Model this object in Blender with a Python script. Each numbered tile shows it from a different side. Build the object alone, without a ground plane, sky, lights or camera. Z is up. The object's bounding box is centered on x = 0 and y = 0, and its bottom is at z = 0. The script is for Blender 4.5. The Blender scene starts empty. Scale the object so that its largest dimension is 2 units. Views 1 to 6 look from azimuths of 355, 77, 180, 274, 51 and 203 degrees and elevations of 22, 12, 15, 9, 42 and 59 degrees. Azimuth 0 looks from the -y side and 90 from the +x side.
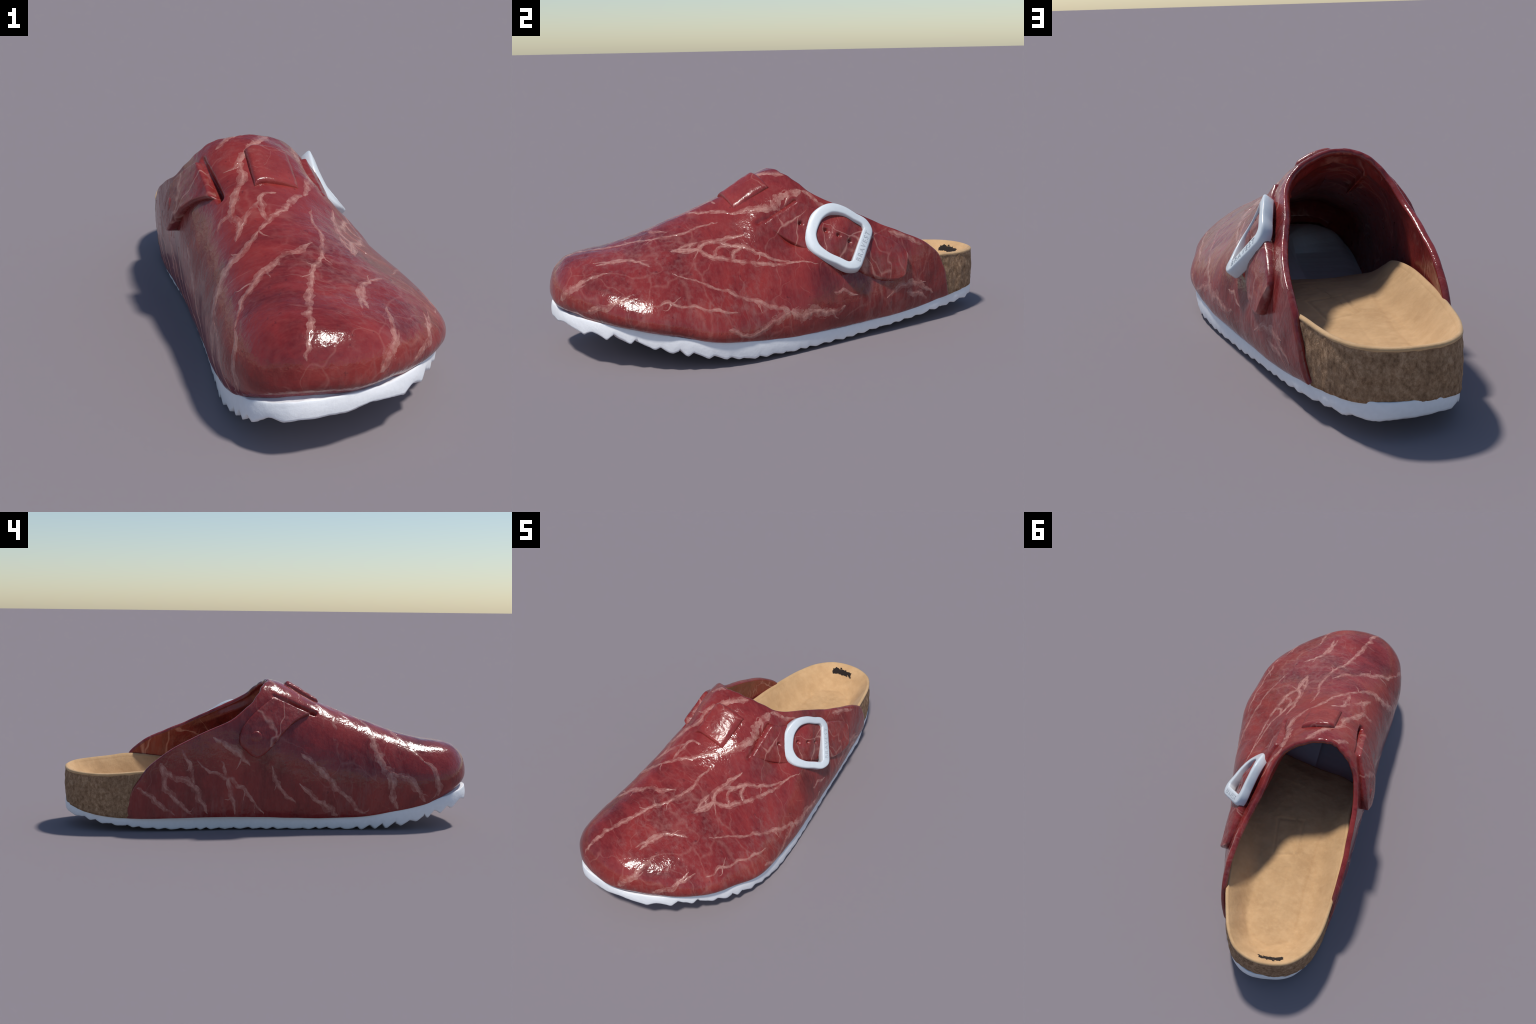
"""A buckled slip-on clog: marbled-meat patterned upper, cork footbed, tan insole,
white ridged outsole, white D-shaped buckle.  Toe points to -y, heel to +y."""
import bpy, math
import numpy as np
from mathutils import noise as mnoise, Vector

# ------------------------------------------------------------------ helpers
def hermite(xs, ys, x, closed=False):
    """Smooth interpolation through control points (cubic Hermite, finite difference tangents)."""
    xs = np.asarray(xs, float); ys = np.asarray(ys, float)
    one = ys.ndim == 1
    if one: ys = ys[:, None]
    d = np.diff(ys, axis=0) / np.diff(xs)[:, None]
    m = np.empty_like(ys)
    if closed:
        h = np.diff(xs)
        m[1:-1] = (d[:-1] * h[1:, None] + d[1:] * h[:-1, None]) / (h[1:] + h[:-1])[:, None]
        m[0] = m[-1] = (d[-1] * h[0] + d[0] * h[-1]) / (h[0] + h[-1])
    else:
        h = np.diff(xs)
        m[1:-1] = (d[:-1] * h[1:, None] + d[1:] * h[:-1, None]) / (h[1:] + h[:-1])[:, None]
        m[0] = d[0]; m[-1] = d[-1]
    x = np.asarray(x, float)
    i = np.clip(np.searchsorted(xs, x, side='right') - 1, 0, len(xs) - 2)
    H = (xs[i + 1] - xs[i])[..., None]; t = ((x - xs[i])[..., None]) / H
    t = np.clip(t, 0, 1)
    r = ((2*t**3 - 3*t**2 + 1) * ys[i] + (t**3 - 2*t**2 + t) * H * m[i]
         + (-2*t**3 + 3*t**2) * ys[i + 1] + (t**3 - t**2) * H * m[i + 1])
    return r[..., 0] if one else r

def smooth(a, b, x):
    t = np.clip((np.asarray(x, float) - a) / (b - a), 0, 1)
    return t * t * (3 - 2 * t)

def unit(v):
    v = np.asarray(v, float)
    return v / np.maximum(np.linalg.norm(v, axis=-1, keepdims=True), 1e-9)

def make_mesh(name, verts, faces, mat, parent=None, shade_smooth=True):
    me = bpy.data.meshes.new(name)
    me.from_pydata([tuple(map(float, v)) for v in np.asarray(verts).reshape(-1, 3)], [], faces)
    me.validate()
    me.update()
    if shade_smooth:
        me.polygons.foreach_set('use_smooth', [True] * len(me.polygons))
    ob = bpy.data.objects.new(name, me)
    bpy.context.scene.collection.objects.link(ob)
    if mat: me.materials.append(mat)
    if parent: ob.parent = parent
    return ob

def grid_faces(nr, nc, off=0, wrap=False, flip=False):
    """Quads of an nr x nc vertex grid (row major)."""
    out = []
    cols = nc if wrap else nc - 1
    for r in range(nr - 1):
        for c in range(cols):
            c2 = (c + 1) % nc
            q = (off + r*nc + c, off + r*nc + c2, off + (r+1)*nc + c2, off + (r+1)*nc + c)
            out.append(q[::-1] if flip else q)
    return out

def fbm(p, scale, octaves=3, seed=0.0):
    return mnoise.fractal(Vector((p[0]*scale + seed, p[1]*scale - seed, p[2]*scale + 2*seed)), 1.0, 2.0, octaves)

# ------------------------------------------------------------------ materials
class Nodes:
    def __init__(self, name):
        self.mat = bpy.data.materials.new(name); self.mat.use_nodes = True
        self.t = self.mat.node_tree; self.n = self.t.nodes; self.l = self.t.links
        self.bsdf = self.n['Principled BSDF']
        self.tc = self.n.new('ShaderNodeTexCoord')
    def new(self, kind, **kw):
        nd = self.n.new(kind)
        for k, v in kw.items():
            if hasattr(nd, k): setattr(nd, k, v)
            else: nd.inputs[k.replace('_', ' ')].default_value = v
        return nd
    def link(self, a, b): self.l.new(a, b)
    def mapping(self, scale=(1, 1, 1), rot=(0, 0, 0), loc=(0, 0, 0), src=None):
        m = self.new('ShaderNodeMapping')
        m.inputs['Scale'].default_value = scale; m.inputs['Rotation'].default_value = rot
        m.inputs['Location'].default_value = loc
        self.link(src if src else self.tc.outputs['Object'], m.inputs['Vector'])
        return m.outputs['Vector']
    def noise(self, vec, scale, detail=4, rough=.55, dist=0.0):
        nd = self.new('ShaderNodeTexNoise')
        nd.inputs['Scale'].default_value = scale; nd.inputs['Detail'].default_value = detail
        nd.inputs['Roughness'].default_value = rough; nd.inputs['Distortion'].default_value = dist
        self.link(vec, nd.inputs['Vector'])
        return nd
    def ramp(self, fac, stops):
        nd = self.new('ShaderNodeValToRGB')
        e = nd.color_ramp.elements
        while len(e) < len(stops): e.new(.5)
        for k, (p, c) in enumerate(stops):
            e[k].position = p
            e[k].color = (c, c, c, 1) if isinstance(c, (int, float)) else (*c, 1)
        self.link(fac, nd.inputs['Fac'])
        return nd.outputs['Color']
    def mix(self, fac, a, b, mode='MIX'):
        nd = self.new('ShaderNodeMix', data_type='RGBA', blend_type=mode)
        for sock, v in ((nd.inputs[0], fac), (nd.inputs[6], a), (nd.inputs[7], b)):
            if isinstance(v, (int, float)): sock.default_value = v
            elif isinstance(v, tuple): sock.default_value = (*v, 1)
            else: self.link(v, sock)
        return nd.outputs[2]
    def math(self, op, a, b=0.0, c=0.0, clamp=False):
        nd = self.new('ShaderNodeMath', operation=op); nd.use_clamp = clamp
        for s, v in zip(nd.inputs, (a, b, c)):
            if isinstance(v, (int, float)): s.default_value = v
            else: self.link(v, s)
        return nd.outputs[0]
    def vmath(self, op, a, b=None, scale=None):
        nd = self.new('ShaderNodeVectorMath', operation=op)
        for s, v in zip(nd.inputs, (a, b)):
            if v is None: continue
            if isinstance(v, tuple): s.default_value = v
            else: self.link(v, s)
        if scale is not None: nd.inputs['Scale'].default_value = scale
        return nd.outputs['Value'] if op in ('DOT_PRODUCT', 'LENGTH', 'DISTANCE') else nd.outputs['Vector']
    def bump(self, height, strength, dist, normal=None):
        nd = self.new('ShaderNodeBump')
        nd.inputs['Strength'].default_value = strength; nd.inputs['Distance'].default_value = dist
        self.link(height, nd.inputs['Height'])
        if normal: self.link(normal, nd.inputs['Normal'])
        return nd.outputs['Normal']

def meat_material(name, vein_amount=1.0, rough=.14, fat_share=0.0):
    """Raw red muscle with fibres, specks and a web of pale fat; fat_share turns it into a fat vein."""
    m = Nodes(name)
    v0 = m.tc.outputs['Object']
    warp = m.noise(v0, 3.2, 3, .5)
    off = m.vmath('SCALE', m.vmath('SUBTRACT', warp.outputs['Color'], (.5, .5, .5)), scale=.34)
    vw = m.vmath('ADD', v0, off)
    # fibre direction runs diagonally across the shoe
    stretched = m.mapping(scale=(1.0, 2.3, 1.0), rot=(0, 0, math.radians(-28)), src=vw)
    # fat: borders of a warped, stretched cell pattern, kept only in patches
    vo = m.new('ShaderNodeTexVoronoi', feature='DISTANCE_TO_EDGE')
    vo.inputs['Scale'].default_value = 3.2; m.link(stretched, vo.inputs['Vector'])
    wide = m.noise(vw, 2.3, 2, .5)
    wmask = m.ramp(wide.outputs['Fac'], [(.46, 0.0), (.66, 1.0)])
    v1 = m.math('SUBTRACT', 1.0, m.math('DIVIDE', vo.outputs['Distance'], m.math('MULTIPLY_ADD', wmask, .055, .001)), clamp=True)
    vo2 = m.new('ShaderNodeTexVoronoi', feature='DISTANCE_TO_EDGE')
    vo2.inputs['Scale'].default_value = 7.5; m.link(stretched, vo2.inputs['Vector'])
    fm = m.noise(v0, 3.4, 2, .5)
    fmask = m.ramp(fm.outputs['Fac'], [(.52, 0.0), (.66, 1.0)])
    v2 = m.math('MULTIPLY', m.math('SUBTRACT', 1.0, m.math('DIVIDE', vo2.outputs['Distance'], .07), clamp=True), fmask)
    veins = m.math('MULTIPLY', m.math('MAXIMUM', v1, m.math('MULTIPLY', v2, .7)), vein_amount, clamp=True)
    # muscle colour
    blot = m.noise(stretched, 3.0, 5, .6)
    red = m.ramp(blot.outputs['Fac'], [(.30, (.110, .010, .010)), (.48, (.205, .019, .018)), (.70, (.285, .032, .026))])
    fine = m.noise(m.mapping(scale=(14, 40, 14), rot=(0, 0, math.radians(-28))), 2.2, 4, .6)
    red = m.mix(m.ramp(fine.outputs['Fac'], [(.40, 0.0), (.78, .30)]), red, (.31, .064, .053))
    # greyish tone in patchy streaks that run down the sides
    streak = m.noise(m.mapping(scale=(3.0, 3.0, .8)), 14, 5, .65)
    patch = m.noise(v0, 2.1, 3, .5, .3)
    fmix = m.math('MULTIPLY', m.ramp(streak.outputs['Fac'], [(.46, 0.0), (.68, 1.0)]), m.ramp(patch.outputs['Fac'], [(.42, 0.05), (.62, .36)]))
    red = m.mix(fmix, red, (.29, .135, .120))
    speck = m.noise(v0, 55, 2, .5)
    red = m.mix(m.ramp(speck.outputs['Fac'], [(.67, 0.0), (.75, .5)]), red, (.085, .010, .012))
    fat = m.mix(m.ramp(fine.outputs['Fac'], [(.3, 0.0), (.7, 1.0)]), (.47, .20, .165), (.58, .33, .265))
    share = m.math('MULTIPLY', veins, .65)
    if fat_share:
        grain = m.noise(v0, 24, 4, .65)
        own = m.math('MULTIPLY', m.ramp(grain.outputs['Fac'], [(.34, .15), (.58, 1.0)]), fat_share)
        share = m.math('MAXIMUM', share, own)
    m.link(m.mix(share, red, fat), m.bsdf.inputs['Base Color'])
    rn = m.noise(v0, 30, 3, .6)
    m.link(m.math('MULTIPLY_ADD', rn.outputs['Fac'], .16, rough - .08), m.bsdf.inputs['Roughness'])
    m.bsdf.inputs['Specular IOR Level'].default_value = .5
    b1 = m.noise(v0, 22, 3, .55)
    b2 = m.noise(m.mapping(scale=(1, 2.2, 1), rot=(0, 0, math.radians(-28))), 80, 3, .6)
    h = m.math('ADD', b1.outputs['Fac'], m.math('MULTIPLY', b2.outputs['Fac'], .20))
    m.link(m.bump(h, .36, .010), m.bsdf.inputs['Normal'])
    return m.mat

def cork_material():
    m = Nodes('cork')
    v0 = m.tc.outputs['Object']
    n1 = m.noise(m.mapping(scale=(1, 1, .75), rot=(.5, .4, 0)), 62, 5, .7, .15)
    c = m.ramp(n1.outputs['Fac'], [(.30, (.150, .080, .042)), (.50, (.335, .200, .112)), (.70, (.54, .350, .215))])
    n2 = m.noise(v0, 11, 3, .5)
    c = m.mix(m.ramp(n2.outputs['Fac'], [(.40, 0.0), (.65, .35)]), c, (.21, .122, .068))
    m.link(c, m.bsdf.inputs['Base Color'])
    m.bsdf.inputs['Roughness'].default_value = .85
    m.bsdf.inputs['Specular IOR Level'].default_value = .2
    m.link(m.bump(n1.outputs['Fac'], .6, .010), m.bsdf.inputs['Normal'])
    return m.mat

def suede_material():
    m = Nodes('suede')
    v0 = m.tc.outputs['Object']
    n1 = m.noise(v0, 9, 5, .6); n2 = m.noise(m.mapping(scale=(1, 1.3, 1)), 26, 5, .65)
    c = m.ramp(n1.outputs['Fac'], [(.3, (.51, .310, .150)), (.7, (.64, .405, .205))])
    c = m.mix(m.ramp(n2.outputs['Fac'], [(.45, 0.0), (.75, .5)]), c, (.69, .455, .245))
    # worn black stamp on the inner back wall of the heel cup
    wob = m.vmath('SCALE', m.vmath('SUBTRACT', m.noise(v0, 45, 3, .6).outputs['Color'], (.5, .5, .5)), scale=.03)
    p = m.mapping(src=m.vmath('SUBTRACT', m.vmath('ADD', v0, wob), (-.294, .932, .252)), rot=(0, 0, 0))
    along = m.vmath('DOT_PRODUCT', p, (.88, .47, .0)); up = m.vmath('DOT_PRODUCT', p, (0.0, .0, 1.0))
    da = m.math('SUBTRACT', m.math('ABSOLUTE', along), .056); dz = m.math('SUBTRACT', m.math('ABSOLUTE', up), .011)
    far = m.math('GREATER_THAN', m.vmath('DOT_PRODUCT', p, (-.47, .88, 0.0)), -.06)
    d = m.math('MAXIMUM', da, dz)
    stamp = m.math('MULTIPLY', m.math('LESS_THAN', d, 0.0), far)
    c = m.mix(stamp, c, (.016, .010, .008))
    m.link(c, m.bsdf.inputs['Base Color'])
    m.bsdf.inputs['Roughness'].default_value = .8
    m.bsdf.inputs['Specular IOR Level'].default_value = .25
    m.bsdf.inputs['Sheen Weight'].default_value = .1
    m.link(m.bump(n2.outputs['Fac'], .35, .006), m.bsdf.inputs['Normal'])
    return m.mat

def plastic_material(name, col, rough, grain):
    m = Nodes(name)
    n = m.noise(m.tc.outputs['Object'], 60, 3, .6)
    c = m.ramp(n.outputs['Fac'], [(.3, tuple(x * .95 for x in col)), (.7, col)])
    m.link(c, m.bsdf.inputs['Base Color'])
    m.bsdf.inputs['Roughness'].default_value = rough
    if grain: m.link(m.bump(n.outputs['Fac'], grain, .004), m.bsdf.inputs['Normal'])
    return m.mat

MEAT = meat_material('marbled_meat', .22)
STRAP_MEAT = meat_material('marbled_meat_strap', .9, .26)
LINING = meat_material('meat_lining', 1.3, .30)
FAT_HAZE = meat_material('fat_vein_haze', .22, .16, .30)
FAT_EDGE = meat_material('fat_vein_edge', .22, .16, .54)
FAT_CORE = meat_material('fat_vein_core', .22, .16, .74)
CORK = cork_material()
SUEDE = suede_material()
RUBBER = plastic_material('white_rubber', (.88, .89, .91), .5, .25)
PLASTIC = plastic_material('white_plastic', (.68, .725, .755), .26, 0)
LETTER = plastic_material('lettering_shade_grey', (.50, .53, .56), .4, 0)  # darker grey puts the shading of engraved letters into their colour

# ------------------------------------------------------------------ root
root = bpy.data.objects.new('clog', None)
bpy.context.scene.collection.objects.link(root)
root['label'] = 'slip-on clog with marbled raw-meat upper, cork footbed, white sole'
root['category'] = 'shoe'

# ------------------------------------------------------------------ outline of the sole
# x, y, height of the top edge, height of the tread edge; from the heel round the outer side to the toe and back
SOLE = np.array([
    (-.210, .996, .125, .062), (-.130, .970, .125, .062), (-.066, .908, .120, .058), (-.014, .820, .112, .053),
    (.030, .755, .104, .050), (.090, .605, .085, .036), (.178, .385, .070, .020), (.270, .170, .068, .010),
    (.358, -.033, .077, .012), (.430, -.245, .096, .020), (.452, -.385, .115, .042), (.440, -.542, .146, .072),
    (.384, -.688, .172, .108), (.294, -.830, .188, .124), (.172, -.926, .196, .134), (.024, -.975, .200, .142),
    (-.100, -.983, .196, .134), (-.188, -.920, .175, .102), (-.232, -.798, .135, .056), (-.268, -.650, .100, .016),
    (-.280, -.500, .073, .000), (-.296, -.310, .062, .000), (-.322, -.080, .067, .000), (-.362, .200, .074, .002),
    (-.406, .400, .072, .004), (-.440, .600, .070, .015), (-.448, .750, .080, .034), (-.423, .866, .100, .054),
    (-.372, .937, .118, .062), (-.294, .977, .125, .062)])

def closed_curve(ctrl, n):
    c = np.vstack([ctrl, ctrl[:1]])
    s = np.concatenate([[0], np.cumsum(np.linalg.norm(np.diff(c[:, :2], axis=0), axis=1))])
    return hermite(s, c, np.linspace(0, s[-1], n, endpoint=False), closed=True)

def outward(c):
    """Unit plan normals of a closed curve, pointing away from its inside."""
    d = np.roll(c[:, :2], -1, 0) - np.roll(c[:, :2], 1, 0)
    nrm = unit(np.stack([d[:, 1], -d[:, 0]], 1))
    mid = c[:, :2].mean(0)
    if np.sum((c[:, :2] - mid) * nrm) < 0: nrm = -nrm
    return nrm

def spine_x(y): return np.interp(y, [-1, -.5, 0, .5, 1], [.02, .06, -.02, -.2, -.21])

def toward_spine(c, f, ymin, ymax):
    y = np.clip(c[:, 1], ymin, ymax)
    tx = spine_x(y)
    return c[:, 0] + (tx - c[:, 0]) * f, c[:, 1] + (y - c[:, 1]) * f

def tread(x, y):
    """Saw-tooth cross ridges of the tread, 0 at the ridge crest, 1 in the groove."""
    axis = y * .985 - x * .17 + .02 * np.sin(x * 9) + .006 * np.sin(y * 23) + .004 * np.sin(y * 61 + x * 12)
    ph = np.mod(axis / .067, 1.0)
    w = np.where(ph < .62, ph / .62, (1 - ph) / .38)
    k = np.floor(axis / .067)
    uneven = .75 + .35 * np.sin(k * 2.7) * np.sin(k * 1.3 + 1)
    return np.clip(1.3 * (1 - w) - .15, 0, 1) * uneven

def build_outsole():
    n = 900
    c = closed_curve(SOLE, n); nr = outward(c)
    rings = []
    def ring(x, y, z): rings.append(np.stack([x, y, z], 1))
    # inside floor, top ledge, side wall, tread
    for f in (.97, .75, .5, .25, .12, .05):
        x, y = toward_spine(c, f, -.7, .75); ring(x, y, c[:, 2] - .006 + .032 * smooth(0, .2, f) * smooth(.0, -.15, y))
    ring(*(c[:, :2] - nr * .004).T, c[:, 2])
    ring(*(c[:, :2] + nr * .002).T, c[:, 2])
    toe = smooth(-.5, -.9, c[:, 1])
    depth = .009 + .018 * smooth(-.2, -.65, c[:, 1]) + .004 * smooth(.6, .9, c[:, 1])
    for k, q in enumerate(np.linspace(.04, .96, 9)):
        xy = c[:, :2] + nr * (.003 + .003 * math.sin(math.pi * q) + .004 * toe * q)[:, None]
        tr = tread(xy[:, 0], xy[:, 1])
        zb = c[:, 3] + tr * depth
        ring(xy[:, 0], xy[:, 1], c[:, 2] + (zb - c[:, 2]) * q)
    for f in (.02, .06, .12, .2, .3, .42, .55, .7, .85, .97):
        x, y = toward_spine(c, f, -.7, .75)
        z = c[:, 3] + tread(x, y) * depth
        ctr = np.maximum(0.0, c[:, 3]) * .0
        rowz = z * (1 - smooth(0, 1.1, f)) + smooth(0, 1.1, f) * (np.interp(y, [-.75, -.5, -.2, .5, .75], [.09, .045, .008, .008, .03]) + tread(x, y) * .02)
        ring(x, y, rowz)
    V = np.array(rings)
    for v in V.reshape(-1, 3):
        v[2] += .0025 * fbm(v, 28, 3, 4.1)
    faces = grid_faces(len(rings), n, wrap=True)
    nv = len(rings) * n
    faces.append(tuple(range(n))[::-1]); faces.append(tuple(range(nv - n, nv)))
    V = V.reshape(-1, 3)
    V[:, 2] = np.maximum(V[:, 2], .0)
    ob = make_mesh('outsole', V, faces, RUBBER, root)
    return ob

# ------------------------------------------------------------------ the upper as a lofted surface S(t, theta)
# base line left and right and the ridge, each against the station t (nominal y)
LEFT = np.array([   # t, x, y, z
    (-1.00, -.168, -.893, .168), (-.93, -.205, -.860, .155), (-.85, -.232, -.805, .137), (-.75, -.257, -.735, .118), (-.62, -.278, -.620, .095),
    (-.50, -.292, -.500, .074), (-.31, -.312, -.310, .063), (-.08, -.345, -.080, .067), (.20, -.391, .200, .073),
    (.40, -.432, .400, .071), (.60, -.458, .600, .068), (.85, -.450, .850, .080)])
RIGHT = np.array([
    (-1.00, .155, -.900, .196), (-.93, .235, -.870, .193), (-.85, .290, -.815, .187), (-.75, .350, -.735, .178), (-.62, .404, -.620, .160),
    (-.50, .432, -.500, .138), (-.385, .446, -.385, .116), (-.25, .425, -.250, .096), (-.03, .350, -.030, .077), (.175, .262, .175, .067),
    (.39, .170, .390, .068), (.617, .080, .617, .080), (.79, .022, .790, .108), (.85, .000, .850, .115)])
RIDGE = np.array([
    (-1.00, -.020, -.958, .194), (-.985, -.012, -.984, .220), (-.965, -.010, -.998, .252), (-.945, -.010, -.994, .295), (-.92, -.012, -.975, .342), (-.89, -.018, -.938, .382),
    (-.85, -.025, -.893, .403), (-.80, -.032, -.837, .415), (-.74, -.040, -.762, .426), (-.65, -.048, -.656, .453), (-.50, -.060, -.500, .506),
    (-.31, -.083, -.313, .575), (-.20, -.092, -.200, .624), (-.10, -.104, -.100, .680), (-.04, -.114, -.040, .708), (.015, -.125, .015, .720), (.10, -.130, .100, .742),
    (.20, -.140, .200, .755), (.40, -.165, .400, .760), (.85, -.200, .850, .755)])
# the base tucks a little below the sole's top edge
LEFT[:, 3] -= .005; RIGHT[:, 3] -= .005
# superellipse exponent and sideways bulge of each flank
SHAPE = np.array([  # t, left n, left bulge, right n, right bulge
    (-1.00, 2.0, .000, 2.0, .000), (-.92, 2.25, .018, 2.15, .012), (-.80, 2.45, .024, 2.00, .044), (-.62, 2.5, .025, 1.72, .066),
    (-.45, 2.6, .026, 1.45, .056), (-.25, 2.75, .032, 1.34, .050), (-.10, 2.8, .034, 1.47, .040), (.05, 2.9, .030, 1.64, .044), (.20, 3.0, .026, 1.50, .052),
    (.40, 3.0, .018, 1.48, .055), (.60, 3.2, .006, 1.92, .042), (.85, 3.2, .000, 3.0, .012)])

def S(t, th):
    """Outer surface of the upper.  th 0 = left base, .5 = ridge, 1 = right base."""
    t, th = np.broadcast_arrays(np.asarray(t, float), np.asarray(th, float))
    L = hermite(LEFT[:, 0], LEFT[:, 1:], t); R = hermite(RIGHT[:, 0], RIGHT[:, 1:], t)
    T = hermite(RIDGE[:, 0], RIDGE[:, 1:], t); sh = hermite(SHAPE[:, 0], SHAPE[:, 1:], t)
    left = th <= .5
    B = np.where(left[..., None], L, R)
    n = np.where(left, sh[..., 0], sh[..., 2]); bul = np.where(left, -sh[..., 1], sh[..., 3])
    q = np.where(left, th, 1 - th) * 2          # 0 base .. 1 ridge
    # even the spacing: equal-angle superellipse
    a = q * math.pi / 2
    ca, sa = np.cos(a), np.sin(a)
    r = (np.abs(ca)**n + np.abs(sa)**n) ** (-1 / n)
    cx, sz = np.clip(ca * r, 0, 1), np.clip(sa * r, 0, 1)
    C = np.stack([T[..., 0], B[..., 1], B[..., 2]], -1)
    P = C + np.stack([(B - T)[..., 0] * cx, 0 * cx, 0 * cx], -1) + (T - C) * sz[..., None]
    P[..., 0] += bul * np.sin(np.pi * np.clip(sz, 0, 1) ** np.where(left, .85, .52))
    return P

def SN(t, th):
    e = 1e-3
    t = np.asarray(t, float); th = np.asarray(th, float)
    dt = S(np.clip(t + e, -1, .85), th) - S(np.clip(t - e, -1, .85), th)
    dh = S(t, np.clip(th + e, 0, 1)) - S(t, np.clip(th - e, 0, 1))
    return unit(np.cross(dh, dt))

_tt, _hh = np.meshgrid(np.linspace(-.6, .85, 300), np.linspace(0, 1, 400), indexing='ij')
_SS = S(_tt, _hh)
def locate(p):
    """(t, theta) of the surface point nearest to p."""
    k = np.argmin(np.sum((_SS - np.asarray(p))**2, -1))
    return np.array([_tt.flat[k], _hh.flat[k]])

def theta_at(y, z, side):
    """theta on flank side (-1 left, 1 right) at station y with height z."""
    q = np.linspace(0, .5, 400) if side < 0 else np.linspace(1, .5, 400)
    zz = S(np.full(400, y), q)[:, 2]
    return float(np.interp(z, zz, q))

# opening edge: y, z pairs read along each flank, turned into theta -> t
RIM_L = [(.640, .070), (.625, .150), (.605, .208), (.569, .264), (.531, .311), (.441, .385), (.297, .467), (.162, .525), (.105, .565), (.065, .597), (.030, .645), (.010, .685)]
RIM_R = [(.795, .108), (.788, .123), (.773, .188), (.754, .248), (.720, .317), (.667, .364), (.607, .396), (.511, .439), (.417, .481), (.324, .527), (.232, .571), (.142, .615), (.088, .654), (.036, .694)]
rim = [(theta_at(y, z, -1), y) for y, z in RIM_L] + [(.5, -.002)] + [(theta_at(y, z, 1), y) for y, z in RIM_R[::-1]]
rim[0] = (0.0, rim[0][1]); rim[-1] = (1.0, rim[-1][1])
rim = np.array(sorted(rim))
def rim_t(th): return hermite(rim[:, 0], rim[:, 1], th)

# slots the strap passes through: (corner a, corner b) in space
SLOTS = [((-.262, -.035, .635), (-.228, -.235, .560)), ((.135, -.125, .515), (.092, .050, .595))]

def slot_dent(P):
    d = np.zeros(P.shape[:-1])
    for a, b in SLOTS:
        a, b = np.array(a), np.array(b); ab = b - a
        s = np.clip(((P - a) @ ab) / (ab @ ab), 0, 1)
        dist = np.linalg.norm(P - (a + s[..., None] * ab), axis=-1)
        d += .034 * np.exp(-(dist / .0105)**2)
    return d

# hollows of the flank: centre, depth, radius
HOLLOWS = [((.205, -.005, .430), .040, .105), ((.170, .050, .485), .042, .095), ((.140, -.025, .550), .030, .065),
           ((.270, -.115, .335), .022, .115), ((.060, -.170, .575), -.011, .110)]

def hollow(P):
    d = np.zeros(P.shape[:-1])
    for c, depth, r in HOLLOWS:
        d += depth * np.exp(-np.sum((P - np.array(c))**2, -1) / r**2)
    return d

THICK = .026
def skin(t, th):
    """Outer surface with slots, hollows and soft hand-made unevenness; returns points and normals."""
    P, N = S(t, th), SN(t, th)
    P = P - N * (slot_dent(P) + hollow(P))[..., None]
    flat = P.reshape(-1, 3)
    bump = np.array([.004 * fbm(p, 5, 3, 1.7) for p in flat]).reshape(P.shape[:-1])
    return P + N * bump[..., None], N

def build_upper():
    nt, nh = 330, 420
    th = np.linspace(0, 1, nh)
    u = np.linspace(0, 1, nt)
    u = u**.93
    te = rim_t(th) + .003 * np.sin(th * 95) * np.sin(th * 41 + 1) * smooth(0, .06, th) * smooth(1, .94, th)
    Tm = -1 + (te[None, :] + 1) * u[:, None]
    Hm = np.broadcast_to(th[None, :], Tm.shape)
    P, N = skin(Tm, Hm)
    lining = THICK + .026 * smooth(0, .05, 1 - u[:, None]) * smooth(.2, .32, Hm) * smooth(.8, .68, Hm)
    inner = P - N * lining[..., None]
    # rolled rim from outer to inner face
    Tg = unit(P[-1] - P[-4]); Nr = N[-1]
    rows = [P]
    arc = []
    for a in np.linspace(0, math.pi, 9)[1:-1]:
        arc.append(P[-1] - Nr * THICK/2 + Nr * (math.cos(a) * THICK/2) + Tg * (math.sin(a) * THICK/2))
    V = np.concatenate([P, np.array(arc), inner[::-1]], 0)
    ob = make_mesh('upper', V, grid_faces(V.shape[0], nh), MEAT, root)
    ob.data.materials.append(LINING)
    inside = (nt + 8) * (nh - 1)
    for k, poly in enumerate(ob.data.polygons):
        poly.material_index = 1 if k > inside else 0
    return ob

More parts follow.
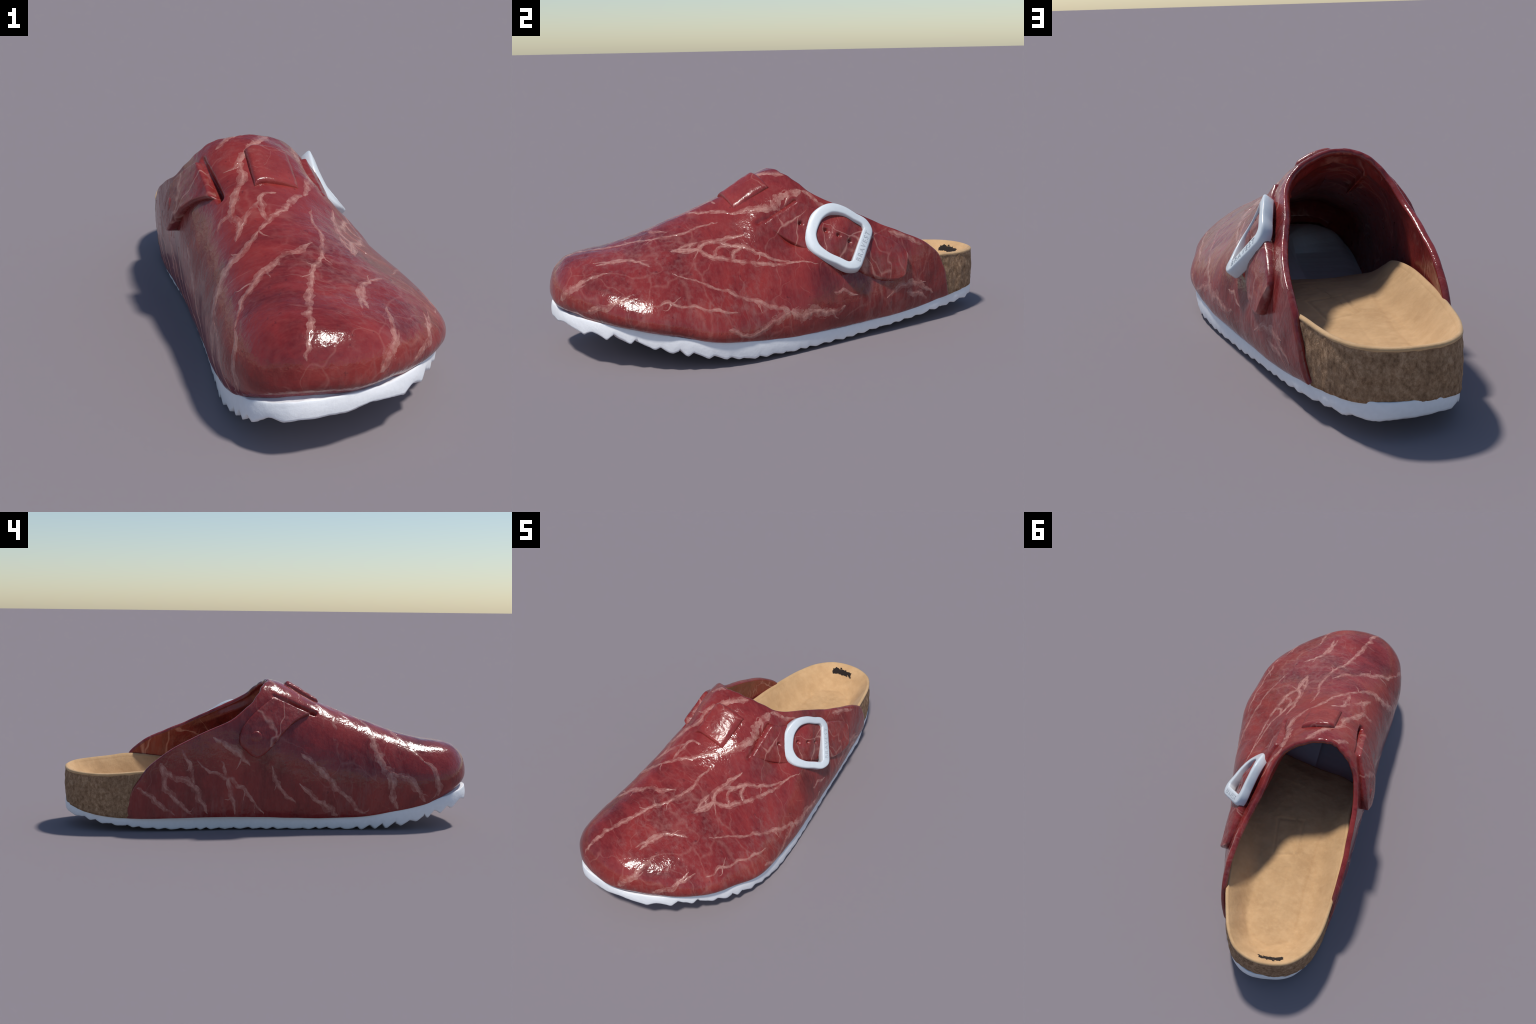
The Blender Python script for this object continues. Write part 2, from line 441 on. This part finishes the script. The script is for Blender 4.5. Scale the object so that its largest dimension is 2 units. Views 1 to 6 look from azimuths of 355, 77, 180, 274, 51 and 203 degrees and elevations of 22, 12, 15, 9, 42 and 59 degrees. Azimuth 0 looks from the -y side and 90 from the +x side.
# ------------------------------------------------------------------ fat veins on the upper
# each vein: widths at start, middle and end, then control points (t, theta) on the upper
VEINS = [
    ((.040, .034, .020), [(.088, .644), (.030, .640), (-.005, .638), (-.050, .651), (-.150, .623), (-.228, .589)]),
    ((.020, .014, .012), [(-.228, .589), (-.315, .541), (-.366, .524), (-.453, .427)]),
    ((.016, .034, .022), [(-.453, .427), (-.507, .357), (-.519, .292), (-.540, .244), (-.570, .194), (-.610, .152), (-.618, .085), (-.645, .005)]),
    ((.010, .020, .018), [(-.183, .684), (-.234, .673), (-.336, .661), (-.405, .674), (-.504, .663)]),
    ((.016, .014, .006), [(-.498, .656), (-.405, .674), (-.333, .720), (-.261, .746), (-.114, .803), (-.002, .830), (.112, .846)]),
    ((.018, .014, .008), [(-.336, .661), (-.258, .691), (-.201, .720), (-.126, .776), (-.011, .825)]),
    ((.012, .012, .008), [(-.333, .720), (-.300, .690), (-.258, .691)]), ((.012, .012, .008), [(-.261, .746), (-.235, .718), (-.201, .720)]),
    ((.006, .012, .020), [(-.516, .756), (-.441, .791), (-.324, .843), (-.225, .884), (-.126, .918), (-.047, .940)]),
    ((.040, .030, .014), [(-.047, .940), (-.020, .948), (-.002, .957), (.055, .953), (.157, .958), (.220, .952)]),
    ((.016, .016, .030), [(-.324, .960), (-.246, .980), (-.168, .968), (-.102, .952), (-.047, .940)]),
    ((.006, .014, .008), [(-.793, .651), (-.754, .648), (-.690, .653), (-.639, .674), (-.600, .716)]),
    ((.008, .012, .006), [(-.633, .873), (-.558, .868), (-.465, .885), (-.375, .898), (-.267, .917)]),
    ((.020, .014, .006), [(-.820, .908), (-.742, .866), (-.660, .843)]),
    ((.016, .020, .030), [(-.162, .397), (-.098, .481), (-.032, .529), (.040, .569)]),
    ((.010, .014, .010), [(-.417, .476), (-.351, .472), (-.297, .491), (-.267, .526)]),
    ((.034, .020, .008), [(-.950, .770), (-.895, .776), (-.823, .740), (-.748, .716)]),
    ((.026, .016, .008), [(-.892, .938), (-.805, .890), (-.730, .855), (-.681, .830)]),
    ((.010, .012, .006), [(.163, .917), (.244, .923), (.286, .935)]),
    ((.012, .020, .014), [(.433, .955), (.475, .942), (.533, .935), (.647, .953), (.698, .980)]),
    ((.018, .022, .012), [(.542, .953), (.626, .968), (.662, .985)]),
    ((.020, .024, .012), [(-.615, .165), (-.703, .137), (-.760, .077), (-.817, .013)]),
    ((.014, .020, .022), [(-.757, .230), (-.796, .209), (-.850, .122), (-.889, .032)]),
    ((.018, .020, .014), [(-.174, .172), (-.240, .154), (-.288, .132), (-.336, .100), (-.405, .067), (-.453, .033), (-.492, .007)]),
    ((.010, .016, .008), [(-.038, .124), (-.056, .093), (-.095, .063), (-.159, .040)]),
    ((.008, .016, .034), [(-.168, .095), (-.234, .067), (-.291, .038), (-.339, .020), (-.360, .005)]),
    ((.010, .014, .010), [(.202, .125), (.175, .092), (.148, .048), (.139, .005)]),
    ((.008, .014, .008), [(.313, .125), (.256, .104), (.175, .088), (.109, .072), (.055, .042), (-.002, .007)]),
    ((.026, .022, .014), [(.484, .120), (.439, .092), (.358, .080), (.313, .058), (.268, .007)]),
    ((.024, .020, .010), [(.484, .120), (.457, .072), (.394, .032), (.340, .007)]),
    ((.014, .016, .010), [(.596, .068), (.533, .052), (.478, .025), (.415, .008)]),
    ((.008, .016, .008), [(.385, .149), (.340, .112), (.322, .075)]),
    ((.014, .026, .010), [(.241, .172), (.166, .154), (.121, .144), (.064, .117)]),
    ((.012, .020, .016), [(-.498, .568), (-.567, .513), (-.615, .427), (-.657, .344), (-.699, .284), (-.757, .230)]),
    ((.010, .012, .022), [(-.282, .601), (-.372, .591), (-.438, .594), (-.558, .579), (-.639, .551), (-.766, .521), (-.880, .486), (-.931, .440)]),
    ((.024, .018, .022), [(-.120, .432), (-.213, .414), (-.273, .377), (-.333, .351), (-.396, .361), (-.456, .336)]),
    ((.014, .012, .006), [(-.333, .351), (-.330, .304), (-.348, .284)]),
    ((.010, .014, .014), [(-.312, .472), (-.366, .406), (-.414, .354)]),
    ((.012, .016, .008), [(-.660, .659), (-.727, .656), (-.784, .668)]),
    ((.008, .014, .010), [(-.381, .648), (-.447, .656), (-.495, .664)]),
    ((.014, .020, .010), [(-.005, .457), (-.029, .399), (-.050, .357)]),
    ((.014, .018, .008), [(.470, .800), (.560, .830), (.640, .860)]), ((.020, .014, .008), [(.088, .644), (.160, .690), (.230, .720)]),
]

def build_veins():
    rng = np.random.default_rng(11)
    paths = []
    for w, pts in VEINS:
        pts = np.array(pts)
        s = np.concatenate([[0], np.cumsum(np.linalg.norm(np.diff(S(pts[:, 0], pts[:, 1]), axis=0), axis=1))])
        n = max(8, int(s[-1] / .006))
        q = np.linspace(0, 1, n)
        c = hermite(s, pts, q * s[-1])
        ww = 1.08 * np.interp(q, [0, .5, 1], w)
        paths.append((c, ww, s[-1]))
        # small side twigs
        for _ in range(int(s[-1] / .18)):
            i = int(rng.integers(1, n - 2)); d = c[min(i+2, n-1)] - c[i]
            sx = S(c[i, 0] + np.array([0, .004]), np.full(2, c[i, 1])); sh = S(np.full(2, c[i, 0]), np.clip(c[i, 1] + np.array([0, .004]), 0, 1))
            gx, gh = np.linalg.norm(sx[1]-sx[0]) / .004, np.linalg.norm(sh[1]-sh[0]) / .004
            d = unit(np.array([d[0]*gx, d[1]*gh])); a = rng.choice([-1, 1]) * rng.uniform(.4, 1.0)
            L = rng.uniform(.03, .08); k = 14; cc = [c[i].copy()]; ang = a; bend = rng.normal(0, .06)
            for _k in range(k):
                ang += bend + rng.normal(0, .22); r = np.array([d[0]*math.cos(ang) - d[1]*math.sin(ang), d[0]*math.sin(ang) + d[1]*math.cos(ang)])
                cc.append(cc[-1] + r * (L / k) / np.array([gx, max(gh, .05)]))
            cc = np.array(cc); cc[:, 1] = np.clip(cc[:, 1], .004, .996)
            paths.append((cc, np.linspace(ww[i] * .45, .002, k + 1), L))
    for name, scale, lift, mat in (('fat_vein_haze', 1.9, .0003, FAT_HAZE), ('fat_vein_edge', 1.25, .00055, FAT_EDGE), ('fat_vein', .66, .0008, FAT_CORE)):
        V, F = [], []
        for c, ww, L in paths:
            c = c.copy()
            n = len(c)
            c[:, 0] = np.clip(c[:, 0], -.985, rim_t(np.clip(c[:, 1], 0, 1)) - .002)
            P, N = S(c[:, 0], c[:, 1]), SN(c[:, 0], c[:, 1])
            T = unit(np.gradient(P, axis=0)); B = np.cross(N, T)
            wob = np.array([[fbm(p, 18, 3, 3.3), fbm(p, 30, 3, 9.1 + 7 * scale), fbm(p, 30, 3, 5.5 + 3 * scale)] for p in P])
            P = P + B * (.011 * wob[:, :1] * np.minimum(1, np.arange(n) / 4)[:, None])
            cap = np.sqrt(np.clip(1 - np.linspace(-1, 1, n)**4, 0, 1))
            wl = ww * scale * .5 * (1 + 1.1 * wob[:, 1]) * cap; wr = ww * scale * .5 * (1 + 1.1 * wob[:, 2]) * cap
            off = np.linspace(-1, 1, 7)
            Q = np.stack([P + B * (np.where(o < 0, wl, wr) * o)[:, None] for o in off], 1)
            dom = to_domain(Q, c[:, None, :])
            K, KN = skin(dom[..., 0], dom[..., 1])
            K = K + KN * (lift * 1.3 * (1 - off**2) - .0002)[None, :, None]
            base = len(V)
            V.extend(K.reshape(-1, 3)); F.extend(grid_faces(n, 7, base))
        ob = make_mesh(name, V, F, mat, bpy.data.objects['upper'])
        ob['kind'] = 'stuff'

def to_domain(p, guess):
    """(t, theta) of points p near known guesses: Gauss-Newton steps on the surface."""
    q = np.array(np.broadcast_to(guess, p.shape[:-1] + (2,)), float)
    for _ in range(2):
        e = 2e-3
        o = S(q[..., 0], q[..., 1])
        et = np.where(q[..., 0] < .83, e, -e); eh = np.where(q[..., 1] < .99, e, -e)
        jt = (S(q[..., 0] + et, q[..., 1]) - o) / et[..., None]
        jh = (S(q[..., 0], q[..., 1] + eh) - o) / eh[..., None]
        r = p - o
        a, b, c = np.sum(jt*jt, -1), np.sum(jt*jh, -1), np.sum(jh*jh, -1)
        u, v = np.sum(jt*r, -1), np.sum(jh*r, -1)
        det = np.maximum(a*c - b*b, 1e-9)
        dq = np.stack([(c*u - b*v) / det, (a*v - b*u) / det], -1)
        q = q + np.clip(dq, -.04, .04)
        q[..., 0] = np.clip(q[..., 0], -.99, .84); q[..., 1] = np.clip(q[..., 1], .002, .998)
    q[..., 0] = np.minimum(q[..., 0], rim_t(q[..., 1]) - .001)
    return q

# ------------------------------------------------------------------ slabs of strap leather
def slab(name, outer, nrm, thick, mat, parent=root, edge=.010, rough=.0012, seed=0.0):
    """Closed thick sheet from a grid of outer points and normals, with rounded edges."""
    nr, nc = outer.shape[:2]
    V = []
    ci = np.minimum(np.arange(nr), np.arange(nr)[::-1]); cj = np.minimum(np.arange(nc), np.arange(nc)[::-1])
    bi = np.linalg.norm(outer[1, nc//2] - outer[0, nc//2]) * ci; bj = np.linalg.norm(outer[nr//2, 1] - outer[nr//2, 0]) * cj
    dist = np.minimum(bi[:, None], bj[None, :])
    drop = edge * (1 - np.sqrt(np.clip(1 - (1 - np.clip(dist / edge, 0, 1))**2, 0, 1)))
    top = outer - nrm * drop[..., None]
    for i in range(nr):
        for j in range(nc):
            top[i, j] += nrm[i, j] * (rough * fbm(top[i, j], 34, 3, seed) + .003 * fbm(top[i, j], 9, 2, seed + 3))
    bot = outer - nrm * thick
    nv = nr * nc
    F = grid_faces(nr, nc) + grid_faces(nr, nc, nv, flip=True)
    loop = [(0, j) for j in range(nc)] + [(i, nc-1) for i in range(1, nr)] + [(nr-1, j) for j in range(nc-2, -1, -1)] + [(i, 0) for i in range(nr-2, 0, -1)]
    idx = [i*nc + j for i, j in loop]
    for a, b in zip(idx, idx[1:] + idx[:1]): F.append((b, a, a + nv, b + nv))
    ob = make_mesh(name, np.concatenate([top.reshape(-1, 3), bot.reshape(-1, 3)]), F, mat, parent)
    return ob

def rounded_square(nu, nv_, round_end=0.0, both=False):
    """a in 0..1 along, b in -1..1 across; the far end (a = 1) gets rounded corners."""
    a, b = np.meshgrid(np.linspace(0, 1, nu), np.linspace(-1, 1, nv_), indexing='ij')
    if round_end:
        s = np.clip((a - (1 - round_end)) / round_end, 0, 1)
        b = b * (1 - .72 * (1 - np.sqrt(np.clip(1 - s**2.6, 0, 1))))
    return a, b

def surface_patch(name, corners, height, nu=60, nv_=50, round_end=0.0, thick=.034, seed=0.0, mat=None, edge=.010):
    """corners: near-left, near-right, far-right, far-left points on the upper."""
    c = [locate(p) for p in corners]
    a, b = rounded_square(nu, nv_, round_end)
    v = (b + 1) / 2
    A = a[..., None]; Vv = v[..., None]
    D = (1-A)*(1-Vv)*c[0] + (1-A)*Vv*c[1] + A*Vv*c[2] + A*(1-Vv)*c[3]
    P, N = S(D[..., 0], D[..., 1]), SN(D[..., 0], D[..., 1])
    h = height(a, v)
    return slab(name, P + N * h[..., None], N, thick, mat or STRAP_MEAT, seed=seed, edge=edge)

def build_straps():
    flap = surface_patch('strap_flap', [(-.268, -.041, .631), (-.236, -.224, .555), (-.385, .010, .330), (-.385, .150, .440)],
                  lambda a, v: .016 + .018 * smooth(.2, .9, a) - .026 * (1 - smooth(0, .08, a)), round_end=.35, thick=.042, seed=2.2)
    surface_patch('instep_strap', [(-.131, -.10, .685), (.016, -.043, .644), (.047, -.209, .564), (-.113, -.247, .593)],
                  lambda a, v: .019 + .005 * np.sin(math.pi * v) - .004 * a, seed=5.1, edge=.018)
    return flap

# buckle frame axes: U towards the bar, V along the bar (downwards), W out of the shoe
BO = np.array([.182, .211, .444])
BV = unit(np.array([.549, -.459, -.653])); BU = np.array([.233, .9045, -.351])
BU = unit(BU - BV * (BU @ BV)); BW = unit(np.cross(BV, BU))
def buckle_lift(u, v):
    """Height of the bent and twisted buckle frame over its plane."""
    return .012 * (1 - (u / .11)**2) + (-.14 + 1.15 * u) * v + .010 + .014 * smooth(.06, -.10, u)

def buckle_strap():
    sp = np.array([(.116, -.040, .566), (.157, .056, .511), (.180, .130, .482), (.184, .165, .476), (.202, .212, .459), (.202, .263, .428), (.197, .330, .392), (.187, .420, .347), (.172, .500, .315), (.164, .545, .298)])
    s = np.concatenate([[0], np.cumsum(np.linalg.norm(np.diff(sp, axis=0), axis=1))])
    nu, nv_ = 110, 46
    a, b = rounded_square(nu, nv_, .26)
    C = hermite(s, sp, a * s[-1])
    Tn = unit(hermite(s, sp, np.clip(a * s[-1] + .01, 0, s[-1])) - hermite(s, sp, np.clip(a * s[-1] - .01, 0, s[-1])))
    Vd = np.broadcast_to(unit(np.array([.40, -.49, -.775])), C.shape); Vd = unit(Vd - Tn * np.sum(Vd * Tn, -1, keepdims=True))
    N = unit(np.cross(Vd, Tn))
    P = C + Vd * (b * .098)[..., None] - N * (.016 * np.abs(b)**2.2)[..., None]
    # the front end follows the slot, which lies askew to the strap
    slot_mid, slot_half = np.array([.119, -.037, .566]), np.array([.0195, -.085, -.0445])
    k = (1 - smooth(0, .32, a))[..., None]
    P = P + k * (slot_mid + b[:1, :, None] * slot_half - P[:1])
    P = P - N * (.020 * (1 - smooth(0, .035, a)))[..., None]
    # punched holes
    for h in HOLES:
        d = np.linalg.norm(P - h, axis=-1)
        P = P - N * (.016 * np.exp(-(d / .0095)**4))[..., None]
    return slab('buckle_strap', P, N, .042, STRAP_MEAT, seed=7.7)
HOLES = [np.array(p) for p in [(.157, .056, .511), (.183, .160, .479), (.202, .212, .459), (.202, .263, .428)]]

def build_buckle():
    # closed D outline of the frame's centre line in (u, v) and half width of the frame there
    D = np.array([(.115, 0, .024), (.115, .058, .024), (.112, .092, .023), (.092, .110, .019), (.036, .112, .017), (-.020, .110, .018), (-.078, .090, .022), (-.112, .046, .025),
                  (-.119, 0, .026), (-.112, -.046, .025), (-.078, -.090, .022), (-.020, -.110, .018), (.036, -.112, .017), (.092, -.110, .019), (.112, -.092, .023), (.115, -.058, .024)])
    n = 240
    c = closed_curve(D, n)
    nr = outward(c)
    prof = [(-1, -.8), (-1, .62), (-.94, .84), (-.80, .96), (-.62, 1), (.62, 1), (.80, .94), (.93, .80), (1, .55), (1, -.8), (.86, -1), (-.86, -1)]
    rows = []
    for w, h in prof:
        xy = c[:, :2] + nr * (c[:, 2] * w)[:, None]
        hh = (h - 1) * .023 + buckle_lift(xy[:, 0], xy[:, 1]) + .006
        rows.append(BO + xy[:, :1] * BU + xy[:, 1:2] * BV + hh[:, None] * BW)
    V = np.array(rows)
    F = []
    m = len(prof)
    for r in range(m):
        r2 = (r + 1) % m
        for k in range(n):
            k2 = (k + 1) % n
            F.append((r*n + k, r*n + k2, r2*n + k2, r2*n + k))
    ob = make_mesh('buckle', V, F, PLASTIC, root)
    # raised word along the bar
    cu = bpy.data.curves.new('lettering', 'FONT')
    cu.body = 'BRAVEST'; cu.size = .031; cu.extrude = .0012; cu.align_x = 'CENTER'; cu.align_y = 'CENTER'; cu.space_character = 1.35
    tob = bpy.data.objects.new('lettering_curve', cu)
    bpy.context.scene.collection.objects.link(tob)
    dg = bpy.context.evaluated_depsgraph_get()
    me = bpy.data.meshes.new_from_object(tob.evaluated_get(dg))
    bpy.data.objects.remove(tob)
    u0 = .116
    for v in me.vertices:
        x, y, z = v.co
        uu = u0 - y
        hh = buckle_lift(uu, -x) + .006 + z
        p = BO + BU * uu + BV * (-x) + BW * hh
        v.co = tuple(p)
    me.name = 'lettering'; me.materials.clear(); me.materials.append(LETTER)
    lo = bpy.data.objects.new('lettering', me); bpy.context.scene.collection.objects.link(lo); lo.parent = ob
    return ob

def build_rivet(flap):
    t = locate((-.375, .041, .455))
    p, nrm = S(*t), SN(*t)
    x = unit(np.cross(nrm, (0, 0, 1))); y = np.cross(nrm, x)
    R = .030
    prof = [(0.001, .0360), (.3, .0355), (.6, .0350), (.85, .0335), (1.0, .030), (1.0, .010)]
    n = 40; V = []
    for r, h in prof:
        for k in range(n):
            a = 2*math.pi*k/n
            V.append(p + nrm*h + (x*math.cos(a) + y*math.sin(a)) * r * R)
    F = grid_faces(len(prof), n, wrap=True) + [tuple(range(n))]
    make_mesh('rivet', V, F, STRAP_MEAT, flap)

# ------------------------------------------------------------------ footbed
# x, y, rim height; heel and sides follow the sole, the front edge crosses under the instep
BED = np.array([
    (-.210, .994, .290), (-.125, .973, .293), (-.058, .909, .296), (-.008, .825, .301), (.028, .757, .308), (.082, .612, .292),
    (.168, .390, .245), (.235, .175, .198), (.300, .000, .172), (.300, -.100, .168), (.200, -.145, .180), (.060, -.150, .172),
    (-.090, -.150, .172), (-.200, -.150, .185), (-.280, -.120, .205), (-.318, -.030, .255), (-.335, .080, .300), (-.372, .220, .318),
    (-.415, .400, .308), (-.450, .600, .290), (-.459, .750, .279), (-.434, .864, .280), (-.379, .938, .284), (-.298, .980, .288)])

def bed_centre(y): return np.interp(y, [-.15, 0, .2, .45, .7, .85], [.185, .200, .198, .182, .174, .180])

# pressed lines in the insole: a stamped frame, two long creases and the rim of the heel cup (x, y)
CREASES = [([(.000, .226), (-.125, .188), (-.181, .366), (-.063, .416), (.000, .226)], .0030, .0055),
           ([(-.245, .250), (-.286, .507), (-.320, .660), (-.334, .723)], .0035, .012),
           ([(-.165, .450), (-.195, .600), (-.215, .720)], .0025, .010),
           ([(-.330, .800), (-.240, .870), (-.140, .850), (-.080, .770)], .0030, .012)]

def crease_depth(x, y):
    d = np.zeros_like(x)
    for pts, depth, width in CREASES:
        best = np.full_like(x, 9.0)
        for a, b in zip(np.array(pts)[:-1], np.array(pts)[1:]):
            ab = b - a
            t = np.clip(((x - a[0]) * ab[0] + (y - a[1]) * ab[1]) / (ab @ ab), 0, 1)
            best = np.minimum(best, np.hypot(x - a[0] - t * ab[0], y - a[1] - t * ab[1]))
        d += depth * np.exp(-(best / width)**2)
    return d

def build_footbed():
    n = 520
    c = closed_curve(BED, n); nr = outward(c)
    base = closed_curve(SOLE, 1500)
    def low(y, x):
        k = np.argmin((base[:, 0] - x)**2 + (base[:, 1] - y)**2); return base[k, 2]
    lo = np.array([low(y, x) for x, y, _ in c]) - .008
    rings = []
    for q in np.linspace(0, 1, 14):
        z = lo + (c[:, 2] - .012 - lo) * q
        bul = .004 * math.sin(math.pi * q)
        r = np.stack([c[:, 0] + nr[:, 0] * bul, c[:, 1] + nr[:, 1] * bul, z], 1)
        for k in range(n):
            d = .0035 * fbm(r[k], 30, 3, 2.0); r[k, :2] += nr[k] * d
        rings.append(r)
    V = np.array(rings).reshape(-1, 3)
    F = grid_faces(len(rings), n, wrap=True)
    F.append(tuple(range(n))[::-1])
    cork = make_mesh('cork_footbed', V, F, CORK, root)
    # insole: rounded lip and dished foot surface
    rings = []
    for off, dz in ((-.002, -.016), (.002, -.010), (.001, -.004), (-.004, -.001), (-.010, 0.0)):
        rings.append(np.stack([c[:, 0] + nr[:, 0]*off, c[:, 1] + nr[:, 1]*off, c[:, 2] + dz], 1))
    for f in np.linspace(.03, .985, 70):
        g = f
        x, y = toward_spine(c, g, .02, .72)
        x0, y0 = c[:, 0] - nr[:, 0]*.010, c[:, 1] - nr[:, 1]*.010
        w = 1 - min(1, f / .12)
        x = x + (x0 - c[:, 0]) * (1-f); y = y + (y0 - c[:, 1]) * (1-f)
        zc = bed_centre(y) + .018 * np.exp(-((x + .25) / .10)**2 - ((y - .22) / .20)**2) - .035 * np.exp(-((x - .18) / .09)**2 - ((y - .06) / .14)**2) - .030 * np.exp(-((x + .30) / .07)**2 - ((y - .02) / .10)**2)
        k = smooth(-.10, .48, f)
        z = c[:, 2] * (1 - k) + zc * k - (smooth(-.12, .62, 0.0)) * 0
        rings.append(np.stack([x, y, z - crease_depth(x, y)], 1))
    V = np.array(rings)
    for v in V[5:].reshape(-1, 3):
        v[2] += .002 * fbm(v, 11, 3, 6.0) + .0008 * fbm(v, 45, 2, 1.0)
    nrg = len(rings)
    V = V.reshape(-1, 3)
    F = grid_faces(nrg, n, wrap=True); F.append(tuple(range(len(V) - n, len(V))))
    make_mesh('insole', V, F, SUEDE, root)

build_outsole()
build_footbed()
build_upper()
build_veins()
flap = build_straps()
build_rivet(flap)
buckle_strap()
build_buckle()

# make all normals consistent
import bmesh
for ob in list(bpy.data.objects):
    if ob.type == 'MESH':
        bm = bmesh.new(); bm.from_mesh(ob.data)
        bmesh.ops.recalc_face_normals(bm, faces=bm.faces)
        bm.to_mesh(ob.data); bm.free()
